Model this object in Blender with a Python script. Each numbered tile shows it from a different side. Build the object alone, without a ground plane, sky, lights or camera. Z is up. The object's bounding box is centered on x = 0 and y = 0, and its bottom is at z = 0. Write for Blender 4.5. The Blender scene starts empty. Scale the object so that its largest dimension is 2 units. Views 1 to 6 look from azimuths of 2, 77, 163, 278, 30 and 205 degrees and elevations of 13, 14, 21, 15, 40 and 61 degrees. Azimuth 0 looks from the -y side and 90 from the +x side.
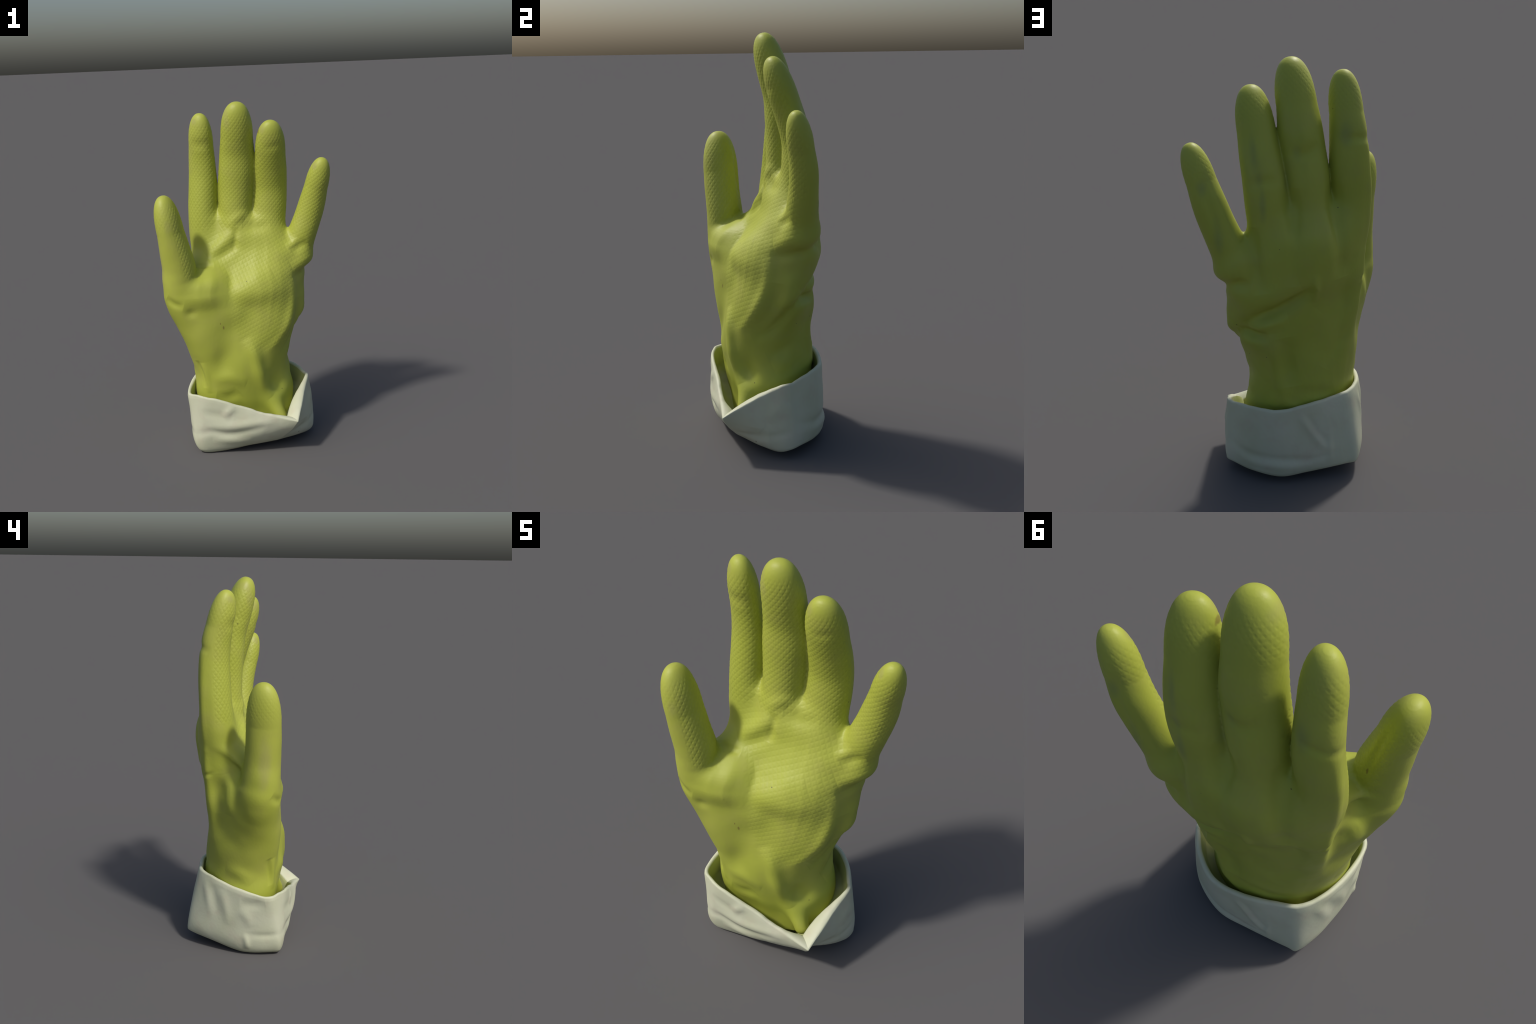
# A used household rubber glove standing upright like a raised hand, its cuff turned up.
import bpy, math
import numpy as np

H = 0.0055                     # voxel size of the implicit hand
f32 = np.float32


# ------------------------------------------------------------------ helpers
def spline(nodes, n):
    """Centripetal-ish Catmull-Rom through the rows of `nodes`, n samples."""
    p = np.asarray(nodes, float)
    t = np.r_[0, np.cumsum(np.linalg.norm(np.diff(p[:, :3], axis=0), axis=1))]
    return cubic(t, p, np.linspace(0, t[-1], n))


def cubic(t, p, q):
    """Monotone-safe cubic Hermite interpolation of rows p at t, evaluated at q."""
    t, p, q = np.asarray(t, float), np.asarray(p, float), np.asarray(q, float)
    d = np.diff(p, axis=0) / np.diff(t)[:, None]
    m = np.empty_like(p)
    m[0], m[-1] = d[0], d[-1]
    w0, w1 = np.diff(t)[1:, None], np.diff(t)[:-1, None]
    m[1:-1] = (d[:-1] * w0 + d[1:] * w1) / (w0 + w1)
    i = np.clip(np.searchsorted(t, q) - 1, 0, len(t) - 2)
    h = np.diff(t)[i]
    s = np.clip((q - t[i]) / h, 0, 1)[:, None]
    h = h[:, None]
    return ((2 * s**3 - 3 * s**2 + 1) * p[i] + (s**3 - 2 * s**2 + s) * h * m[i]
            + (-2 * s**3 + 3 * s**2) * p[i + 1] + (s**3 - s**2) * h * m[i + 1])


def smin(a, b, k):
    h = np.maximum(k - np.abs(a - b), 0) / k
    return np.minimum(a, b) - h * h * h * k / 6


def smooth01(x, lo, hi):
    t = np.clip((x - lo) / (hi - lo), 0, 1)
    return t * t * (3 - 2 * t)


# ------------------------------------------------------------------ fingers: tubes of elliptical section
# each node: x, y, z of the axis, half width (across), half thickness (front-back); root first, tip last
# then: length of the round tip, twist of the section in degrees
FINGERS = {
    "index_finger": ([(-.225, .130, 1.02, .070, .075), (-.243, .122, 1.20, .082, .084), (-.251, .125, 1.30, .088, .081),
                      (-.250, .131, 1.40, .090, .078), (-.244, .137, 1.50, .090, .075), (-.240, .136, 1.60, .088, .069),
                      (-.239, .124, 1.70, .083, .064), (-.238, .112, 1.755, .077, .063)], .190, -36),
    "middle_finger": ([(-.060, .125, 1.02, .095, .105), (-.062, .122, 1.30, .098, .100), (-.056, .117, 1.40, .100, .095),
                       (-.049, .112, 1.50, .103, .091), (-.041, .098, 1.60, .104, .082), (-.033, .086, 1.70, .101, .077),
                       (-.028, .058, 1.80, .092, .074)], .206, 3),
    "ring_finger": ([(.125, .112, 1.02, .095, .095), (.132, .122, 1.30, .101, .075), (.142, .125, 1.40, .100, .072),
                     (.151, .120, 1.50, .096, .069), (.157, .094, 1.60, .093, .067), (.160, .060, 1.70, .087, .066)], .202, 5),
    "little_finger": ([(.258, .100, 1.03, .080, .078), (.293, .099, 1.12, .084, .076), (.326, .095, 1.22, .083, .073),
                       (.366, .092, 1.33, .079, .067), (.394, .084, 1.42, .075, .065), (.414, .067, 1.50, .068, .060)], .178, 0),
    "thumb": ([(-.330, -.095, .80, .070, .075), (-.362, -.120, .90, .088, .092), (-.374, -.128, 1.00, .102, .097),
               (-.378, -.134, 1.10, .097, .094), (-.394, -.141, 1.20, .087, .092), (-.411, -.143, 1.30, .075, .091)], .214, -14),
}
N_AXIS = 40
AXES = {k: spline(v[0], N_AXIS) for k, v in FINGERS.items()}


def frame(axis, twist):
    t = np.gradient(axis[:, :3], axis=0)
    t /= np.linalg.norm(t, axis=1)[:, None]
    x = np.array([1.0, 0, 0]) - t * t[:, :1]
    x /= np.linalg.norm(x, axis=1)[:, None]
    y = np.cross(t, x)
    c, s = math.cos(math.radians(twist)), math.sin(math.radians(twist))
    return t, x * c + y * s, y * c - x * s          # along, across, back (+y)


def tube(name, P, detail=False):
    """Signed distance-like value to a finger; with detail also arc length s and angle around the axis."""
    ax, tip = AXES[name], FINGERS[name][1]
    T, X, Y = frame(ax, FINGERS[name][2])
    A, Bk = ax[:, 3], ax[:, 4]
    seg = np.linalg.norm(np.diff(ax[:, :3], axis=0), axis=1)
    S = np.r_[0, np.cumsum(seg)]
    best = np.full(len(P), 1e9, f32)
    idx = np.zeros(len(P), np.int32)
    for i in range(len(ax)):
        d = P - ax[i, :3].astype(f32)
        q = (d * d).sum(1)
        m = q < best
        best[m] = q[m]
        idx[m] = i
    # refine: local linear position along the axis
    d = P - ax[idx, :3]
    w = (d * T[idx]).sum(1)
    step = S[1]
    fi = np.clip(idx + w / step, 0, len(ax) - 1)
    over = np.where((idx == len(ax) - 1) & (w > 0), w, 0) + np.where((idx == 0) & (w < 0), w, 0)
    i0 = np.minimum(fi.astype(int), len(ax) - 2)
    fr = (fi - i0)[:, None]
    lerp = lambda M: M[i0] * (1 - fr) + M[i0 + 1] * fr
    c, a, b = lerp(ax[:, :3]), lerp(A[:, None])[:, 0], lerp(Bk[:, None])[:, 0]
    xx, yy = lerp(X), lerp(Y)
    d = P - c
    u, v = (d * xx).sum(1), (d * yy).sum(1)
    cap = np.where(over > 0, tip, a)
    k0 = (((u / a) ** 2 + (v / b) ** 2) ** 1.15 + np.abs(over / cap) ** 2.3) ** (1 / 2.3) + 1e-6
    k1 = np.sqrt((u / a**2) ** 2 + (v / b**2) ** 2 + (over / cap**2) ** 2) + 1e-6
    f = k0 * (k0 - 1) / k1
    if detail:
        tw = math.radians(FINGERS[name][2])
        q = np.stack([u * math.cos(tw) - v * math.sin(tw), u * math.sin(tw) + v * math.cos(tw)])
        return f, S[-1] + tip - fi * step - over, np.arctan2(q[0], -q[1]), np.sqrt(a * b), k0
    return f


# ------------------------------------------------------------------ palm and wrist: a bent slab
# for each height six columns (thumb, web, index, middle, ring, little), each x, y, radius
PALM = {
    1.36: [(-.235, .130, .045), (-.200, .132, .050), (-.150, .132, .056), (-.050, .130, .060), (.080, .125, .048), (.115, .118, .020)],
    1.24: [(-.240, .122, .072), (-.220, .124, .080), (-.165, .130, .100), (-.040, .134, .126), (.122, .110, .096), (.215, .106, .030)],
    1.15: [(-.245, .095, .066), (-.220, .096, .082), (-.150, .112, .130), (-.040, .126, .144), (.130, .098, .124), (.262, .098, .084)],
    1.09: [(-.280, .010, .042), (-.232, .015, .078), (-.150, .085, .136), (-.040, .108, .156), (.125, .082, .142), (.255, .090, .092)],
    1.03: [(-.335, -.105, .060), (-.240, -.078, .098), (-.150, .058, .150), (-.040, .080, .172), (.120, .064, .160), (.248, .085, .096)],
    0.95: [(-.365, -.114, .092), (-.252, -.088, .138), (-.140, .018, .172), (-.030, .035, .190), (.110, .044, .172), (.232, .080, .098)],
    0.85: [(-.345, -.118, .102), (-.250, -.066, .150), (-.140, -.002, .187), (-.030, .025, .184), (.100, .032, .170), (.207, .058, .114)],
    0.72: [(-.300, -.106, .102), (-.228, -.060, .154), (-.130, -.004, .187), (-.030, .010, .190), (.085, .022, .181), (.168, .034, .119)],
    0.60: [(-.246, -.084, .114), (-.200, -.055, .155), (-.130, -.006, .191), (-.040, .002, .204), (.040, .012, .188), (.104, .008, .127)],
    0.45: [(-.194, -.055, .124), (-.160, -.038, .162), (-.110, -.008, .198), (-.050, .004, .214), (.020, .018, .194), (.075, .020, .134)],
    0.31: [(-.194, -.052, .128), (-.160, -.028, .163), (-.110, .004, .190), (-.040, .016, .204), (.040, .022, .190), (.105, .015, .140)],
    0.23: [(-.192, -.048, .126), (-.158, -.020, .156), (-.110, .010, .182), (-.040, .022, .194), (.040, .026, .182), (.105, .016, .136)],
    0.12: [(-.190, -.040, .125), (-.160, -.010, .155), (-.110, .010, .178), (-.040, .015, .190), (.040, .010, .180), (.105, .005, .135)],
}


NJ = 16


def slab(P):
    zs = np.array(sorted(PALM))
    rows = np.array([np.ravel(PALM[z]) for z in zs])
    zq = np.linspace(zs[0], zs[-1], 240)
    tab = cubic(zs, rows, zq).reshape(240, 6, 3)
    tab = cubic(np.arange(6), tab.transpose(1, 0, 2).reshape(6, -1), np.linspace(0, 5, NJ)).reshape(NJ, 240, 3).transpose(1, 0, 2)
    z = np.clip(P[:, 2], zs[0], zs[-1])
    fi = (z - zs[0]) / (zs[-1] - zs[0]) * 239
    i = np.minimum(fi.astype(int), 238)
    fr = (fi - i)[:, None, None]
    nd = (tab[i] * (1 - fr) + tab[i + 1] * fr).astype(f32)
    out = None
    for j in range(NJ - 1):
        a, b = nd[:, j], nd[:, j + 1]
        ab = b[:, :2] - a[:, :2]
        t = np.clip(((P[:, :2] - a[:, :2]) * ab).sum(1) / (ab * ab).sum(1), 0, 1)
        q = P[:, :2] - a[:, :2] - ab * t[:, None]
        d = np.sqrt((q * q).sum(1)) - (a[:, 2] + (b[:, 2] - a[:, 2]) * t)
        out = d if out is None else smin(out, d, .02)
    top = np.maximum(P[:, 2] - (zs[-1] - .04), 0)      # round off at the webs between the fingers
    up = out + .04
    out = np.where(top > 0, np.sqrt(np.maximum(up, 0) ** 2 + top**2) + np.minimum(up, 0) - .04, out)
    return np.maximum(out, zs[0] - P[:, 2])


def double(a):
    """Linear upsampling of a grid by two along every axis."""
    for k in range(3):
        a = np.moveaxis(a, k, 0)
        b = np.empty((2 * len(a) - 1, *a.shape[1:]), f32)
        b[::2] = a
        b[1::2] = (a[:-1] + a[1:]) / 2
        a = np.moveaxis(b, 0, k)
    return a


# thick folds that stand off the body: x, y, z, radius
FLAPS = [
    ([(.045, -.115, .45, .045), (.085, -.120, .36, .042), (.130, -.138, .27, .038), (.170, -.165, .19, .034)], .09),
    # the edge along the index finger's bone, down to the wrist
    ([(-.252, .142, 1.12, .050), (-.242, .142, .96, .052), (-.228, .130, .82, .058), (-.200, .095, .66, .070)], .05),
]


def build_field():
    lo = np.array([-.56, -.32, .08])
    n = (np.array([1.12, .66, 1.98]) / H).astype(int)
    F = np.full(n, .2, f32)
    ax = [lo[i] + H * np.arange(n[i]) for i in range(3)]

    def block(b0, b1):
        i0 = np.clip(((np.array(b0) - lo) / H).astype(int), 0, n - 1)
        i1 = np.clip(((np.array(b1) - lo) / H).astype(int) + 1, 1, n)
        sl = tuple(slice(p, q) for p, q in zip(i0, i1))
        g = np.meshgrid(*[ax[k][sl[k]] for k in range(3)], indexing="ij")
        return sl, np.stack([q.ravel() for q in g], 1).astype(f32), g[0].shape

    digits = np.full(n, .2, f32)
    for name, axis in AXES.items():
        r = np.maximum(axis[:, 3], axis[:, 4]).max() + .06 + FINGERS[name][1] * .6
        sl, P, sh = block(axis[:, :3].min(0) - r, axis[:, :3].max(0) + r)
        f = tube(name, P).reshape(sh).astype(f32)
        digits[sl] = smin(digits[sl], np.minimum(f, .2), .026)
    m = [(n[0] + 1) // 2 + 1, (n[1] + 1) // 2 + 1, int((1.46 - lo[2]) / H / 2)]
    g = np.meshgrid(*[lo[k] + 2 * H * np.arange(m[k]) for k in range(3)], indexing="ij")
    P = np.stack([q.ravel() for q in g], 1).astype(f32)
    out = np.concatenate([slab(P[c:c + 300_000]) for c in range(0, len(P), 300_000)])
    up = double(out.reshape(m))[:n[0], :n[1]]
    F[:, :, :up.shape[2]] = up
    F = smin(F, digits, .07)
    for line, k in FLAPS:
        p = spline(line, 30)
        sl, P, sh = block(p[:, :3].min(0) - .14, p[:, :3].max(0) + .14)
        d = np.min([np.linalg.norm(P - q[:3], axis=1) - q[3] for q in p], axis=0)
        F[sl] = smin(F[sl], d.reshape(sh).astype(f32), k)
    return F, lo


def surface_nets(F, lo):
    """Quads of the zero level of F (negative inside)."""
    s = F < 0
    corner = [(i, j, k) for i in (0, 1) for j in (0, 1) for k in (0, 1)]
    view = lambda a, o: a[o[0]:a.shape[0] - 1 + o[0], o[1]:a.shape[1] - 1 + o[1], o[2]:a.shape[2] - 1 + o[2]]
    cnt = sum(view(s, o).astype(np.int8) for o in corner)
    cells = np.argwhere((cnt > 0) & (cnt < 8))
    ids = np.full(np.array(F.shape) - 1, -1, np.int32)
    ids[tuple(cells.T)] = np.arange(len(cells))
    acc, num = np.zeros((len(cells), 3)), np.zeros(len(cells))
    val = {o: F[tuple((cells + o).T)] for o in corner}
    for o in corner:
        for axis in range(3):
            if o[axis] == 0:
                e = list(o); e[axis] = 1
                a, b = val[o], val[tuple(e)]
                m = (a < 0) != (b < 0)
                t = np.where(m, a / np.where(m, a - b, 1), 0)
                p = np.repeat(np.array(o, float)[None], len(cells), 0)
                p[:, axis] += t
                acc[m] += p[m]; num[m] += 1
    V = lo + H * (cells + acc / num[:, None])
    quads = []
    for axis in range(3):
        u, w = (axis + 1) % 3, (axis + 2) % 3
        a = s[tuple(slice(0, -1) if k == axis else slice(1, -1) for k in range(3))]
        b = s[tuple(slice(1, None) if k == axis else slice(1, -1) for k in range(3))]
        for flip, m in ((False, a & ~b), (True, ~a & b)):
            e = np.argwhere(m)
            e[:, u] += 1; e[:, w] += 1
            du, dw = np.zeros(3, int), np.zeros(3, int)
            du[u] = 1; dw[w] = 1
            q = np.stack([ids[tuple((e - du - dw).T)], ids[tuple((e - dw).T)], ids[tuple(e.T)], ids[tuple((e - du).T)]], 1)
            quads.append(q[:, ::-1] if flip else q)
    return V, np.concatenate(quads)


def adjacency(Q, n):
    E = np.concatenate([Q[:, [0, 1]], Q[:, [1, 2]], Q[:, [2, 3]], Q[:, [3, 0]]])
    deg = np.bincount(E.ravel(), minlength=n)
    return E, np.maximum(deg, 1)


def relax(V, E, deg, times, amount):
    for _ in range(times):
        for a in (amount, -amount * 1.02):
            s = np.stack([np.bincount(E[:, 0], V[E[:, 1], k], len(V)) + np.bincount(E[:, 1], V[E[:, 0], k], len(V)) for k in range(3)], 1)
            V = V + a * (s / deg[:, None] - V)
    return V


def subdivide(V, Q):
    """Split every quad in four."""
    n = len(V)
    e = np.sort(np.concatenate([Q[:, [0, 1]], Q[:, [1, 2]], Q[:, [2, 3]], Q[:, [3, 0]]]), 1).astype(np.int64)
    key, inv = np.unique(e[:, 0] * n + e[:, 1], return_inverse=True)
    mid = (V[key // n] + V[key % n]) / 2
    cen = V[Q].mean(1)
    m = (inv + n).reshape(4, len(Q))
    c = np.arange(len(Q)) + n + len(mid)
    out = [np.stack([Q[:, k], m[k], c, m[k - 1]], 1) for k in range(4)]
    return np.concatenate([V, mid, cen]), np.concatenate(out)


def vertex_normals(V, Q):
    n = np.cross(V[Q[:, 2]] - V[Q[:, 0]], V[Q[:, 3]] - V[Q[:, 1]])
    N = np.stack([np.bincount(Q.ravel(), np.repeat(n[:, k], 4), len(V)) for k in range(3)], 1)
    return N / (np.linalg.norm(N, axis=1)[:, None] + 1e-12)


# ------------------------------------------------------------------ relief
def along(P, line):
    """Distance of points to a smooth line and the position 0..1 along it."""
    p = spline(line, max(12, 6 * len(line)))
    best, t = np.full(len(P), 9.0), np.zeros(len(P))
    for i in range(len(p) - 1):
        ab = p[i + 1] - p[i]
        s = np.clip(((P - p[i]) @ ab) / (ab @ ab + 1e-12), 0, 1)
        d = np.linalg.norm(P - p[i] - s[:, None] * ab, axis=1)
        m = d < best
        best[m], t[m] = d[m], (i + s[m]) / (len(p) - 1)
    return best, t


def fold(V, N, line, height, width):
    """Raise (or sink) a crease along a line; it fades out at both ends."""
    line = np.array(line, float)
    near = np.where(((V > line.min(0) - 4 * width) & (V < line.max(0) + 4 * width)).all(1))[0]
    if not len(near):
        return np.zeros(len(V))
    d, t = along(V[near], line)
    out = np.zeros(len(V))
    e = width * .35
    out[near] = height * np.exp(-((np.sqrt(d * d + e * e) - e) / width) ** 1.7) * np.sin(math.pi * np.clip(t, 0, 1)) ** .8
    return out


def dent(V, centre, height, radius):
    d = np.linalg.norm((V - np.array(centre)) / np.array(radius), axis=1)
    return height * np.exp(-d * d)


def ripple(V, scale, seed, n=14):
    """Smooth isotropic noise: a sum of random plane waves, about -1..1."""
    rng = np.random.default_rng(seed)
    k = rng.normal(size=(n, 3))
    k *= (scale * rng.uniform(.6, 1.5, n) / np.linalg.norm(k, axis=1))[:, None]
    return np.sin(V @ k.T + rng.uniform(0, 6.28, n)).sum(1) / math.sqrt(n)


# line, height, half width
# palm: pleats under the index and middle fingers, web of the thumb, thenar hollow
PALM_FOLDS = [
    ([(-.225, -.020, 1.125), (-.155, -.015, 1.184), (-.110, -.002, 1.224), (-.065, .010, 1.262)], .013, .028),
    ([(-.215, -.035, 1.100), (-.150, -.030, 1.128), (-.090, -.018, 1.165), (-.050, .000, 1.215)], -.010, .024),
    ([(-.050, .011, 1.285), (-.060, .005, 1.222), (-.072, -.025, 1.150)], -.008, .014),
    ([(-.100, .020, 1.285), (-.046, .015, 1.340), (.005, .028, 1.355), (.040, .040, 1.305)], .008, .022),
    ([(-.020, .015, 1.290), (.060, .030, 1.275), (.140, .040, 1.290)], -.006, .022),
    ([(-.310, -.072, 1.110), (-.259, -.069, 1.082), (-.185, -.069, 1.087)], -.012, .016),
    ([(-.297, -.084, 1.110), (-.266, -.145, 1.031), (-.250, -.165, 1.000), (-.205, -.183, .954), (-.110, -.176, .915)], -.006, .030),
    ([(-.445, -.190, .938), (-.407, -.213, .907), (-.355, -.229, .890)], -.009, .018),
    ([(-.060, -.150, .970), (.040, -.130, 1.000), (.150, -.090, 1.040)], .006, .040),
    ([(.090, -.165, .600), (.205, -.115, .690), (.245, -.090, .774), (.268, -.062, .876), (.252, -.045, .990)], .012, .026),
    ([(.180, -.120, .610), (.255, -.055, .690), (.288, -.025, .780), (.290, -.020, .870)], -.012, .030),
    ([(.060, -.180, .600), (.120, -.165, .640), (.190, -.135, .700)], -.004, .022),
]
# little-finger side: deep tuck under the finger, then the long slanting crease
SIDE_FOLDS = [
    ([(.245, -.020, .990), (.290, .020, 1.005), (.325, .070, 1.020), (.320, .130, 1.038), (.280, .190, 1.042), (.245, .205, 1.030)], -.034, .024),
    ([(.260, -.015, 1.040), (.322, .020, 1.065), (.352, .070, 1.085), (.335, .140, 1.095), (.290, .180, 1.090)], .019, .036),
    ([(.355, .040, 1.185), (.315, .028, 1.163), (.262, .010, 1.128)], -.009, .020),
    ([(.300, .030, 1.210), (.270, .018, 1.180), (.230, .010, 1.160)], .006, .016),
    ([(.180, .186, .770), (.245, .150, .780), (.292, .101, .781), (.291, .055, .743), (.268, .014, .687), (.226, -.042, .616), (.175, -.115, .570)], -.020, .022),
    ([(.300, .090, .830), (.300, .050, .790), (.280, .020, .740)], .010, .026),
    ([(.310, .090, .960), (.322, .070, .900), (.312, .040, .820), (.265, -.008, .690)], .012, .030),
    ([(.250, .080, .560), (.235, .030, .520), (.200, -.050, .480)], -.010, .024),
    ([(.235, .120, .520), (.240, .070, .460), (.215, -.020, .420)], .010, .026),
]
# back: the big slanting valley with flat facets on both sides
BACK_FOLDS = [
    ([(.305, .105, .795), (.215, .170, .856), (.120, .195, .902), (.047, .215, .945), (-.045, .250, 1.005)], -.042, .028),
    ([(.300, .130, .930), (.220, .190, .960), (.120, .215, .990), (.030, .240, 1.030)], .014, .040),
    ([(.260, .150, .815), (.180, .190, .840), (.080, .205, .860)], .016, .026),
    ([(.300, .080, .765), (.245, .145, .769), (.165, .192, .765)], -.026, .020),
    ([(.167, .195, .780), (.153, .197, .675), (.142, .188, .595), (.132, .193, .520), (.121, .197, .467), (.156, .167, .373)], .020, .030),
    ([(.100, .200, .760), (.085, .205, .620), (.075, .210, .500)], -.012, .035),
    ([(-.034, .263, 1.080), (-.040, .250, .995), (-.043, .234, .920)], .010, .014),
    ([(-.205, .180, .930), (-.216, .170, .883), (-.228, .150, .763), (-.155, .180, .655), (-.090, .201, .570)], -.012, .030),
    ([(-.060, .220, .880), (.020, .215, .800), (.090, .205, .720)], .008, .035),
    ([(-.152, .190, 1.46), (-.153, .215, 1.32), (-.155, .230, 1.20), (-.165, .225, 1.03)], -.026, .028),
    ([(.045, .185, 1.46), (.042, .210, 1.32), (.045, .225, 1.20), (.055, .225, 1.03)], -.026, .028),
    ([(.228, .170, 1.30), (.225, .185, 1.20), (.220, .195, 1.12), (.200, .205, 1.00)], -.022, .026),
]
# index-finger side, down to the thumb web
INDEX_FOLDS = [
    ([(-.345, -.057, 1.150), (-.350, -.060, 1.200), (-.364, -.069, 1.305), (-.390, -.080, 1.400), (-.412, -.100, 1.460)], -.010, .010),
    ([(-.309, .188, 1.660), (-.325, .190, 1.491), (-.331, .192, 1.352), (-.331, .194, 1.210), (-.315, .180, 1.04), (-.285, .160, .88), (-.255, .145, .720)], .013, .020),
    ([(-.325, .110, 1.000), (-.305, .100, .930), (-.285, .102, .880), (-.304, .090, .790)], -.005, .030),
    ([(-.335, .060, 1.010), (-.345, .035, .930), (-.352, .029, .860), (-.340, .025, .800)], .012, .028),
    ([(-.275, .195, .985), (-.325, .135, 1.005), (-.335, .065, 1.025)], -.007, .010),
]
# finger joints
JOINT_FOLDS = [
    ([(-.190, .200, 1.655), (-.260, .200, 1.660), (-.320, .145, 1.635)], -.008, .016),
    ([(-.090, .170, 1.645), (-.020, .180, 1.605), (.040, .150, 1.620)], -.007, .020),
    ([(.090, .185, 1.500), (.170, .190, 1.505), (.240, .150, 1.490)], -.006, .020),
    ([(-.300, .065, 1.775), (-.240, .045, 1.765), (-.180, .060, 1.785)], -.005, .024),
    ([(.120, .015, 1.740), (.170, .000, 1.750), (.215, .020, 1.770)], -.007, .018),
]
# long soft flutes of the loose rubber on the finger backs
FLUTES = [
    ([(.225, .110, 1.720), (.205, .165, 1.560), (.190, .195, 1.400)], -.006, .018),
    ([(.010, .150, 1.780), (.012, .185, 1.640), (.000, .205, 1.480)], -.005, .018),
    ([(.430, .120, 1.560), (.405, .150, 1.420), (.365, .165, 1.260)], -.007, .018),
]
# wrist
WRIST_FOLDS = [
    ([(-.015, -.190, .680), (.038, -.204, .574), (.056, -.199, .479), (.082, -.195, .395), (.130, -.185, .320)], .020, .028),
    ([(-.300, -.165, .550), (-.280, -.172, .465), (-.266, -.172, .380)], -.009, .014),
    ([(-.272, -.180, .540), (-.252, -.188, .450), (-.242, -.190, .350)], .009, .018),
    ([(-.200, -.200, .340), (-.127, -.205, .329), (-.065, -.205, .365)], -.008, .026),
    ([(-.220, -.195, .430), (-.120, -.205, .455), (-.020, -.205, .420)], .006, .028),
    ([(-.200, .165, .420), (-.060, .212, .450), (.070, .210, .480)], -.008, .024),
    ([(-.335, -.080, .410), (-.325, -.020, .460), (-.290, .060, .480)], .007, .028),
    ([(-.020, .215, .360), (.060, .210, .390), (.130, .190, .440)], .008, .022),
]
HAND_FOLDS = PALM_FOLDS + SIDE_FOLDS + BACK_FOLDS + INDEX_FOLDS + JOINT_FOLDS + FLUTES + WRIST_FOLDS
HAND_DENTS = [
    ((-.316, -.218, .849), -.007, (.03, .03, .025)),
    ((.140, -.140, .385), -.030, (.055, .06, .065)),
    ((-.160, -.209, .540), -.010, (.05, .05, .07)),
    ((.110, .205, .600), -.006, (.06, .06, .08)),
    ((-.300, .020, .700), -.010, (.06, .08, .10)),
    ((-.250, -.200, .720), .006, (.08, .06, .10)),
    ((-.020, .190, 1.68), .006, (.05, .04, .05)),
]


def grip(name, s, ang, rad):
    """Where the moulded diamond grip lies on a digit, and its value (0 in the grooves, 1 on the pads)."""
    mid = math.radians(105) if name == "thumb" else 0.0
    off = np.abs((ang - mid + math.pi) % (2 * math.pi) - math.pi)
    mask = np.maximum(1 - smooth01(off, 1.35, 1.6), .5 - .5 * smooth01(s, .15, .21)) * smooth01(s, .03, .08)
    period = .026
    w = ang * np.where(rad > .05, rad, .05)
    return mask, lattice(w / period, s / (period * 1.2))


def lattice(a, b):
    line = lambda x: (.5 + .5 * np.cos(2 * math.pi * x)) ** 2.5
    return np.maximum(line(a + b), line(a - b))


def carve_grip(V, N):
    depth, cover = np.zeros(len(V)), np.zeros(len(V))
    P = V.astype(f32)
    for name, (nodes, tip, _) in FINGERS.items():
        z0 = 1.02 if name == "thumb" else 1.24
        near = np.where((V[:, 2] > z0) & (np.linalg.norm(V[:, :2] - AXES[name][N_AXIS // 2:, :2].mean(0), axis=1) < .3))[0]
        f, s, ang, rad, k0 = tube(name, P[near], True)
        mask, g = grip(name, s, ang, rad)
        mask = mask * (np.abs(f) < .022) * smooth01(V[near, 2], z0, z0 + .06)
        m = mask > cover[near]
        depth[near[m]] = (mask * g)[m]
        cover[near[m]] = mask[m]
    # palm: finer slanted grid on the little-finger half of the palm
    x, z = V[:, 0], V[:, 2]
    left = np.interp(z, [.55, .63, .78, .92, 1.05, 1.12, 1.3], [.05, -.05, -.12, -.11, -.16, -.22, -.30])
    m = (smooth01(-N[:, 1], .25, .5) * smooth01(x - left, 0, .05) * smooth01(z, .57, .64) * (1 - smooth01(z, 1.24, 1.30))
         * (1 - smooth01(x, .24, .30) * (1 - smooth01(z, .98, 1.05))))
    c, q = math.cos(.45), math.sin(.45)
    a, b = (x * c + z * q) / .021, (-x * q + z * c) / .021
    line = lambda t: (.5 + .5 * np.cos(2 * math.pi * t)) ** 2.5
    return -(.0010 * depth + .00065 * m * np.maximum(line(a), line(b)) * (1 - cover))


# ------------------------------------------------------------------ materials
def nodes_of(name):
    m = bpy.data.materials.new(name)
    m.use_nodes = True
    nt = m.node_tree
    return m, nt, nt.nodes["Principled BSDF"], nt.nodes.new("ShaderNodeTexCoord")


def noise(nt, vec, scale, detail=3.0):
    n = nt.nodes.new("ShaderNodeTexNoise")
    n.inputs["Scale"].default_value = scale
    n.inputs["Detail"].default_value = detail
    nt.links.new(vec, n.inputs["Vector"])
    return n.outputs["Fac"]


def ramp(nt, fac, stops):
    r = nt.nodes.new("ShaderNodeValToRGB")
    for i, (pos, col) in enumerate(stops):
        e = r.color_ramp.elements[i] if i < 2 else r.color_ramp.elements.new(pos)
        e.position, e.color = pos, (*col, 1) if len(col) == 3 else col
    nt.links.new(fac, r.inputs["Fac"])
    return r.outputs["Color"]


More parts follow.
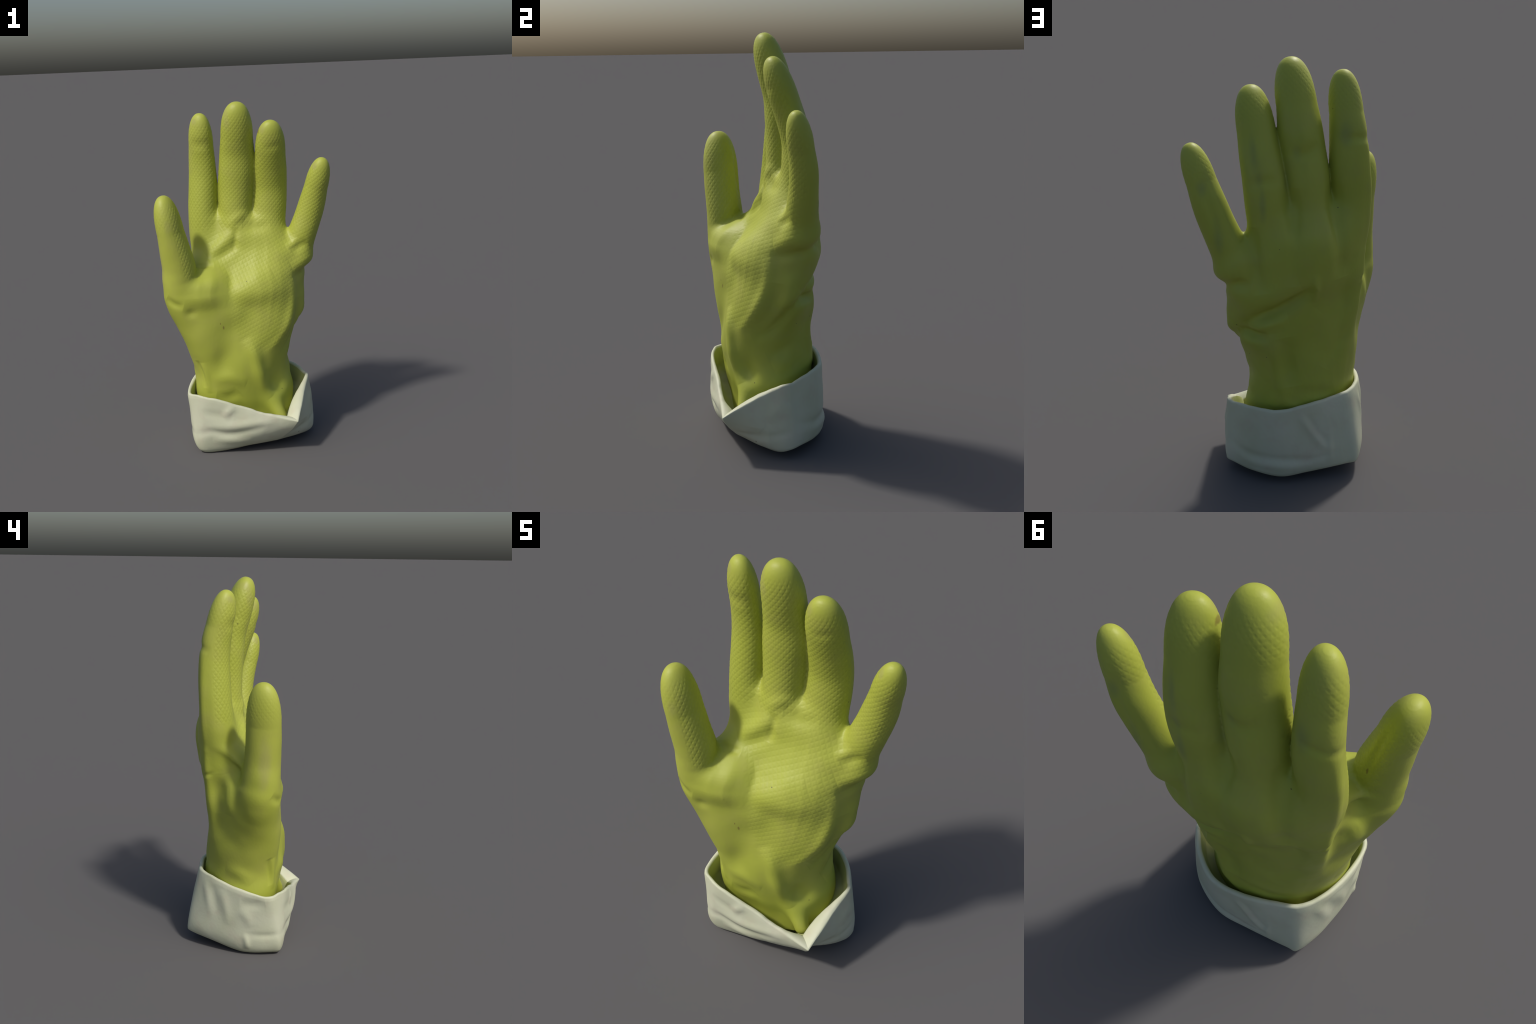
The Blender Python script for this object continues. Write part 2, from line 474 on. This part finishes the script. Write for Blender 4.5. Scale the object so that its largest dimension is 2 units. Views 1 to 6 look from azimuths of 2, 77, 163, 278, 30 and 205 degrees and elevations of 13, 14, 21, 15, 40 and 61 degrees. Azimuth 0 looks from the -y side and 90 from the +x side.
def mix(nt, fac, a, b, mode="MIX"):
    n = nt.nodes.new("ShaderNodeMix")
    n.data_type, n.blend_type = "RGBA", mode
    for sock, v in ((n.inputs[0], fac), (n.inputs[6], a), (n.inputs[7], b)):
        if isinstance(v, (int, float)):
            sock.default_value = v
        elif isinstance(v, tuple):
            sock.default_value = (*v, 1)
        else:
            nt.links.new(v, sock)
    return n.outputs[2]


def bump(nt, height, strength, dist, bsdf):
    b = nt.nodes.new("ShaderNodeBump")
    b.inputs["Strength"].default_value = strength
    b.inputs["Distance"].default_value = dist
    nt.links.new(height, b.inputs["Height"])
    nt.links.new(b.outputs["Normal"], bsdf.inputs["Normal"])


def blot(nt, P, centre, radius, soft=.5, scale=(1, 1, 1)):
    """Ragged-edged patch round a point, 0..1."""
    m = nt.nodes.new("ShaderNodeMapping")
    m.vector_type = "POINT"
    m.inputs["Scale"].default_value = [1 / (radius * k) for k in scale]
    m.inputs["Location"].default_value = [-c / (radius * k) for c, k in zip(centre, scale)]
    nt.links.new(P, m.inputs["Vector"])
    d = nt.nodes.new("ShaderNodeVectorMath"); d.operation = "LENGTH"
    nt.links.new(m.outputs["Vector"], d.inputs[0])
    add = nt.nodes.new("ShaderNodeMath"); add.operation = "MULTIPLY_ADD"
    nt.links.new(noise(nt, P, 14 if radius > .02 else 60, 3), add.inputs[0])
    add.inputs[1].default_value = .8
    nt.links.new(d.outputs["Value"], add.inputs[2])
    r = nt.nodes.new("ShaderNodeMapRange")
    r.interpolation_type = "SMOOTHSTEP"
    r.inputs["From Min"].default_value, r.inputs["From Max"].default_value = 1.4, 1.4 - soft
    nt.links.new(add.outputs[0], r.inputs["Value"])
    return r.outputs["Result"]


def union(nt, masks):
    out = masks[0]
    for m in masks[1:]:
        x = nt.nodes.new("ShaderNodeMath"); x.operation = "MAXIMUM"
        nt.links.new(out, x.inputs[0]); nt.links.new(m, x.inputs[1])
        out = x.outputs[0]
    return out


def scaled(nt, v, k):
    x = nt.nodes.new("ShaderNodeMath"); x.operation = "MULTIPLY"
    nt.links.new(v, x.inputs[0]); x.inputs[1].default_value = k
    return x.outputs[0]


def specks(nt, P, scale, size, share):
    """Sparse small dots: the cores of a few Voronoi cells."""
    v = nt.nodes.new("ShaderNodeTexVoronoi")
    v.inputs["Scale"].default_value = scale
    nt.links.new(P, v.inputs["Vector"])
    near = nt.nodes.new("ShaderNodeMath"); near.operation = "LESS_THAN"
    nt.links.new(v.outputs["Distance"], near.inputs[0]); near.inputs[1].default_value = size
    sep = nt.nodes.new("ShaderNodeSeparateColor")
    nt.links.new(v.outputs["Color"], sep.inputs[0])
    few = nt.nodes.new("ShaderNodeMath"); few.operation = "LESS_THAN"
    nt.links.new(sep.outputs[0], few.inputs[0]); few.inputs[1].default_value = share
    x = nt.nodes.new("ShaderNodeMath"); x.operation = "MULTIPLY"
    nt.links.new(near.outputs[0], x.inputs[0]); nt.links.new(few.outputs[0], x.inputs[1])
    return x.outputs[0]


# grey-blue smudges along the finger backs; brown stains; grey rubbed fingertips on the palm side
SMUDGES = [((.200, .150, 1.640), .050, (.35, .6, 1.9)), ((.190, .190, 1.515), .024, (.8, 1, 1.2)), ((.012, .175, 1.615), .030, (.7, 1, 1.2)),
           ((.427, .133, 1.490), .032, (.7, 1, 1.2)), ((.375, .165, 1.270), .060, (.35, .7, 1.6)), ((.180, .195, 1.400), .050, (.3, .7, 1.6)),
           ((-.208, .180, 1.680), .038, (.7, 1, 1.5)), ((.055, .180, 1.500), .060, (.3, .8, 2.0))]
STAINS = [((-.154, -.196, .778), .0060, (.7, 3, 1.6)), ((-.137, -.196, .753), .0080, (.8, 3, 1.6)), ((.096, .010, 1.830), .012, (.6, 2, 1.8)),
          ((-.345, -.058, 1.175), .010, (.6, .8, 2.4))]
RUBBED = [((-.262, .060, 1.895), .030, (1, 1, 1)), ((-.075, .010, 1.900), .050, (.6, 1.4, 2.0)), ((.120, -.010, 1.845), .035, (.8, 1.2, 1.2)),
          ((.405, .010, 1.630), .028, (.7, 1.2, 1.3)), ((-.415, -.215, 1.340), .040, (.8, 1, 1.5)), ((-.480, -.160, 1.100), .080, (.6, .6, 2.4))]


def rubber_material():
    m, nt, bsdf, tc = nodes_of("yellow_green_rubber")
    P = tc.outputs["Object"]
    col = ramp(nt, noise(nt, P, 2.6, 5), [(.30, (.352, .395, .050)), (.50, (.378, .420, .058)), (.72, (.405, .438, .072))])
    col = mix(nt, ramp(nt, noise(nt, P, 9.0, 4), [(.50, (0, 0, 0)), (.80, (.35, .35, .35))]), col, (.345, .335, .085))
    col = mix(nt, scaled(nt, union(nt, [blot(nt, P, c, r, .8, k) for c, r, k in RUBBED]), .45), col, (.330, .310, .120))
    col = mix(nt, scaled(nt, union(nt, [blot(nt, P, c, r * 1.5, 1.0, k) for c, r, k in SMUDGES]), .36), col, (.170, .215, .095))
    col = mix(nt, scaled(nt, union(nt, [blot(nt, P, c, r, .5, k) for c, r, k in STAINS]), .60), col, (.165, .095, .030))
    col = mix(nt, scaled(nt, specks(nt, P, 17, .055, .07), .8), col, (.100, .090, .030))
    nt.links.new(col, bsdf.inputs["Base Color"])
    rough = ramp(nt, noise(nt, P, 6, 3), [(.3, (.46, .46, .46)), (.7, (.56, .56, .56))])
    nt.links.new(rough, bsdf.inputs["Roughness"])
    bsdf.inputs["Specular IOR Level"].default_value = .38
    bump(nt, noise(nt, P, 70, 3), .06, .01, bsdf)
    return m


def lining_material():
    m, nt, bsdf, tc = nodes_of("pale_cuff_lining")
    P = tc.outputs["Object"]
    col = ramp(nt, noise(nt, P, 5.0, 5), [(.3, (.50, .52, .36)), (.55, (.54, .56, .41)), (.75, (.57, .575, .44))])
    col = mix(nt, ramp(nt, noise(nt, P, 16, 4), [(.52, (0, 0, 0)), (.8, (.45, .45, .45))]), col, (.50, .44, .34))
    col = mix(nt, scaled(nt, specks(nt, P, 15, .07, .10), .75), col, (.16, .12, .08))
    nt.links.new(col, bsdf.inputs["Base Color"])
    bsdf.inputs["Roughness"].default_value = .55
    bsdf.inputs["Specular IOR Level"].default_value = .35
    bump(nt, noise(nt, P, 60, 3), .07, .01, bsdf)
    return m


def inside_material():
    m, nt, bsdf, tc = nodes_of("bounce_lit_rubber")
    P = tc.outputs["Object"]
    col = ramp(nt, noise(nt, P, 8.0, 4), [(.3, (.36, .40, .13)), (.55, (.42, .45, .20)), (.75, (.48, .50, .29))])  # glove rubber painted paler to stand in for light reflected inside the cuff
    nt.links.new(col, bsdf.inputs["Base Color"])
    bsdf.inputs["Roughness"].default_value = .55
    bsdf.inputs["Specular IOR Level"].default_value = .35
    return m


# ------------------------------------------------------------------ assembling
def new_object(name, V, Q, mat, parent, normals=None):
    me = bpy.data.meshes.new(name)
    me.from_pydata([], [], [])
    V = np.ascontiguousarray(V, f32)
    Q = np.ascontiguousarray(Q, np.int32)
    me.vertices.add(len(V)); me.vertices.foreach_set("co", V.ravel())
    me.loops.add(Q.size); me.loops.foreach_set("vertex_index", Q.ravel())
    me.polygons.add(len(Q)); me.polygons.foreach_set("loop_start", np.arange(0, Q.size, 4, dtype=np.int32))
    me.update(calc_edges=True); me.validate()
    me.shade_smooth()
    if normals is not None:
        me.normals_split_custom_set_from_vertices(normals.astype(f32))
    me.materials.append(mat)
    o = bpy.data.objects.new(name, me)
    bpy.context.scene.collection.objects.link(o)
    o.parent = parent
    return o


def build_hand(parent, rubber):
    F, lo = build_field()
    V, Q = surface_nets(F, lo)
    E, deg = adjacency(Q, len(V))
    V = relax(V, E, deg, 3, .5)
    V, Q = subdivide(V, Q)
    E, deg = adjacency(Q, len(V))
    V = relax(V, E, deg, 2, .5)
    N = vertex_normals(V, Q)
    off = sum(fold(V, N, *f) for f in HAND_FOLDS) + sum(dent(V, *d) for d in HAND_DENTS)
    body = 1 - smooth01(V[:, 2], 1.0, 1.3) * .6
    off += body * (.0020 * ripple(V, 16, 5) + .0005 * ripple(V, 50, 6))
    V = V + N * off[:, None]
    N = vertex_normals(V, Q)
    V = V + N * carve_grip(V, N)[:, None]
    N = vertex_normals(V, Q)
    # which region a face belongs to: the nearest digit above its root, else palm or wrist
    C = V[Q].mean(1).astype(f32)
    label = np.where(C[:, 2] > .55, "palm", "wrist").astype(object)
    best = np.full(len(C), 1.45)
    reach = {"index_finger": .66, "middle_finger": .70, "ring_finger": .60, "little_finger": .48, "thumb": .46}
    for name in FINGERS:
        f, s, ang, rad, k0 = tube(name, C, True)
        m = (s < reach[name]) & (k0 < best)
        label[m] = name
        best = np.where(m, k0, best)
    for name in ["palm", "wrist", *FINGERS]:
        q = Q[label == name]
        used, inv = np.unique(q, return_inverse=True)
        new_object(name, V[used], inv.reshape(q.shape), rubber, parent, N[used])


# ------------------------------------------------------------------ cuff
# stations round the cuff, from the pointed notch in front, by the thumb, the back, and round to the notch:
# bottom corner xyz, rim (outer edge) xyz, width of the lip towards the wrist, bulge low down, bulge half way
CUFF = [
    ((.135, -.166, .034), (.268, -.288, .210), .092, .000, .014),
    ((.050, -.192, .030), (.150, -.276, .232), .034, .000, .026),
    ((-.03, -.204, .022), (.050, -.270, .254), .024, .004, .030),
    ((-.10, -.214, .012), (-.050, -.264, .282), .024, .010, .026),
    ((-.20, -.226, .002), (-.190, -.262, .332), .022, .010, .014),
    ((-.278, -.230, .000), (-.290, -.240, .345), .022, .018, .006),
    ((-.302, -.195, .000), (-.366, -.180, .345), .022, .028, .000),
    ((-.322, -.035, .000), (-.360, -.040, .370), .022, .026, .000),
    ((-.285, .152, .040), (-.306, .118, .402), .022, .022, .000),
    ((-.234, .282, .062), (-.226, .216, .422), .022, .012, .000),
    ((-.172, .288, .058), (-.120, .246, .412), .022, .010, .000),
    ((.020, .266, .040), (.030, .262, .402), .022, .010, .000),
    ((.149, .242, .028), (.170, .235, .392), .022, .012, .002),
    ((.266, .168, .042), (.265, .155, .385), .022, .010, .002),
    ((.335, .080, .048), (.318, .068, .374), .022, .004, .004),
    ((.360, .028, .045), (.340, .010, .368), .022, .002, .004),
    ((.337, -.028, .030), (.320, -.080, .332), .040, .008, .006),
    ((.265, -.092, .031), (.295, -.185, .280), .070, .010, .012),
    ((.135, -.166, .034), (.268, -.288, .210), .092, .000, .014),
]
CUFF_FOLDS = [
    ([(.060, .268, .380), (.007, .287, .288), (-.075, .288, .160)], .011, .016),
    ([(.020, .270, .370), (-.030, .287, .280), (-.090, .288, .190)], -.006, .014),
    ([(-.080, .275, .350), (-.092, .290, .220), (-.093, .284, .080)], .006, .012),
    ([(-.070, .275, .350), (-.085, .287, .270), (-.088, .290, .200)], -.005, .010),
    ([(.380, .050, .190), (.267, .183, .146), (.149, .261, .140), (-.006, .285, .125), (-.150, .295, .150)], -.006, .016),
    ([(.370, .060, .140), (.267, .183, .105), (.149, .258, .095), (-.006, .280, .090)], .004, .016),
    ([(-.270, .190, .400), (-.297, .176, .328), (-.335, .150, .200)], .006, .020),
    ([(-.305, .140, .380), (-.330, .125, .300), (-.345, .110, .210)], -.005, .018),
    ([(-.335, .085, .370), (-.352, .060, .266), (-.356, .050, .170)], .006, .020),
    ([(-.365, -.020, .312), (-.374, -.083, .306), (-.374, -.160, .315)], -.006, .022),
    ([(-.370, -.010, .270), (-.376, -.060, .230), (-.374, -.080, .170)], .006, .022),
    ([(-.374, -.050, .130), (-.368, -.146, .127), (-.336, -.240, .133)], -.006, .014),
    ([(-.372, -.048, .130), (-.367, -.060, .085), (-.345, -.062, .040)], .008, .014),
    ([(.200, -.235, .095), (.255, -.165, .106), (.310, -.080, .118), (.370, .030, .145)], -.008, .016),
    ([(.310, -.140, .160), (.290, -.130, .130), (.310, -.070, .130)], -.008, .030),
    ([(-.090, -.265, .300), (-.120, -.267, .275), (-.160, -.262, .235)], .007, .018),
    ([(-.310, -.245, .265), (-.200, -.268, .250), (-.100, -.268, .240)], -.005, .022),
    ([(-.345, -.230, .115), (-.235, -.266, .146), (-.147, -.272, .131), (-.029, -.268, .150), (.090, -.272, .185)], -.008, .018),
    ([(-.260, -.262, .175), (-.125, -.270, .180), (.005, -.270, .195), (.160, -.280, .215)], .007, .020),
    ([(-.230, -.262, .090), (-.120, -.255, .090), (.010, -.245, .085)], .005, .020),
    ([(.345, .010, .300), (.335, -.040, .250), (.325, -.080, .200)], .006, .026),
]


def build_cuff(parent, lining, inside):
    st = np.array([(*b, *r, w, g, h) for b, r, w, g, h in CUFF])
    n = len(st) - 1
    M = 800
    d = cubic(np.arange(n + 1), st, np.linspace(0, n, M, endpoint=False))
    bot, rim, lip, low, half = d[:, :3], d[:, 3:6].copy(), d[:, 6], d[:, 7:8], d[:, 8:9]
    turn = np.linspace(0, 2 * math.pi, M, endpoint=False)
    rim[:, 2] += (.003 * np.sin(7 * turn + 1) + .0014 * np.sin(13 * turn + 2) + .0006 * np.sin(31 * turn)) * np.clip(np.sin(turn / 2) * 4, 0, 1)
    centre = np.array([-.01, 0, 0])
    flat = lambda p: (centre - p) * [1, 1, 0]
    inward = flat(rim); inward /= np.linalg.norm(inward, axis=1)[:, None]
    inb = flat(bot); inb /= np.linalg.norm(inb, axis=1)[:, None]
    up = np.array([0, 0, 1.0])
    L = lip[:, None]
    rows = [bot * 0 + centre + up * .06, bot + inb * .12 + up * .05, bot + inb * .03 + up * .005, bot + inb * .010, bot - inb * .002 + up * .008]
    for s in np.linspace(.06, .97, 44):
        g = (s / .2) * math.exp(1 - s / .2)
        rows.append(bot * (1 - s) + rim * s - inward * ((.005 + half) * math.sin(math.pi * s) + low * g))
    outer = len(rows)
    r = .011
    for a in np.linspace(0, math.pi, 9):
        rows.append(rim + inward * (r * (1 - math.cos(a)) + (L - 2 * r) * (a / math.pi)) + up * r * math.sin(a))
    ins = rim + inward * L
    for s in (.02, .04, .06, .08, .10):
        rows.append(ins - up * s + inward * .015 * s / .1)
    rows.append(ins - up * .13 + inward * .05)
    rows.append(ins - up * .14 + inward * .13)
    G = np.stack(rows)
    R = len(rows)
    V = G.reshape(-1, 3)
    i, j = np.meshgrid(np.arange(R - 1), np.arange(M), indexing="ij")
    j1 = (j + 1) % M
    Q = np.stack([i * M + j, (i + 1) * M + j, (i + 1) * M + j1, i * M + j1], -1).reshape(-1, 4)
    N = vertex_normals(V, Q)
    off = sum(fold(V, N, *f) for f in CUFF_FOLDS) + .0022 * ripple(V, 16, 8) + .0006 * ripple(V, 45, 9)
    row = np.repeat(np.arange(R), M)
    off *= smooth01(row, 3, 9) * (1 - .7 * smooth01(row, outer - 2, outer + 3))
    V = V + N * off[:, None]
    V[:, 2] = np.maximum(V[:, 2], 0)
    N = vertex_normals(V, Q)
    ring = np.repeat(np.arange(R - 1), M)             # the turned-up cuff shows its lining outside, the glove's outer face inside
    cuff = None
    for name, pick, mat in (("cuff", ring < outer + 8, lining), ("cuff_inside", ring >= outer + 8, inside)):
        used, inv = np.unique(Q[pick], return_inverse=True)
        part = new_object(name, V[used], inv.reshape(-1, 4), mat, cuff or parent, N[used])
        cuff = cuff or part


def main():
    glove = bpy.data.objects.new("rubber_glove", None)
    bpy.context.scene.collection.objects.link(glove)
    glove["label"] = "yellow-green rubber glove standing upright with turned-up pale cuff"
    glove["category"] = "rubber glove"
    rubber, lining = rubber_material(), lining_material()
    build_hand(glove, rubber)
    build_cuff(glove, lining, inside_material())


main()
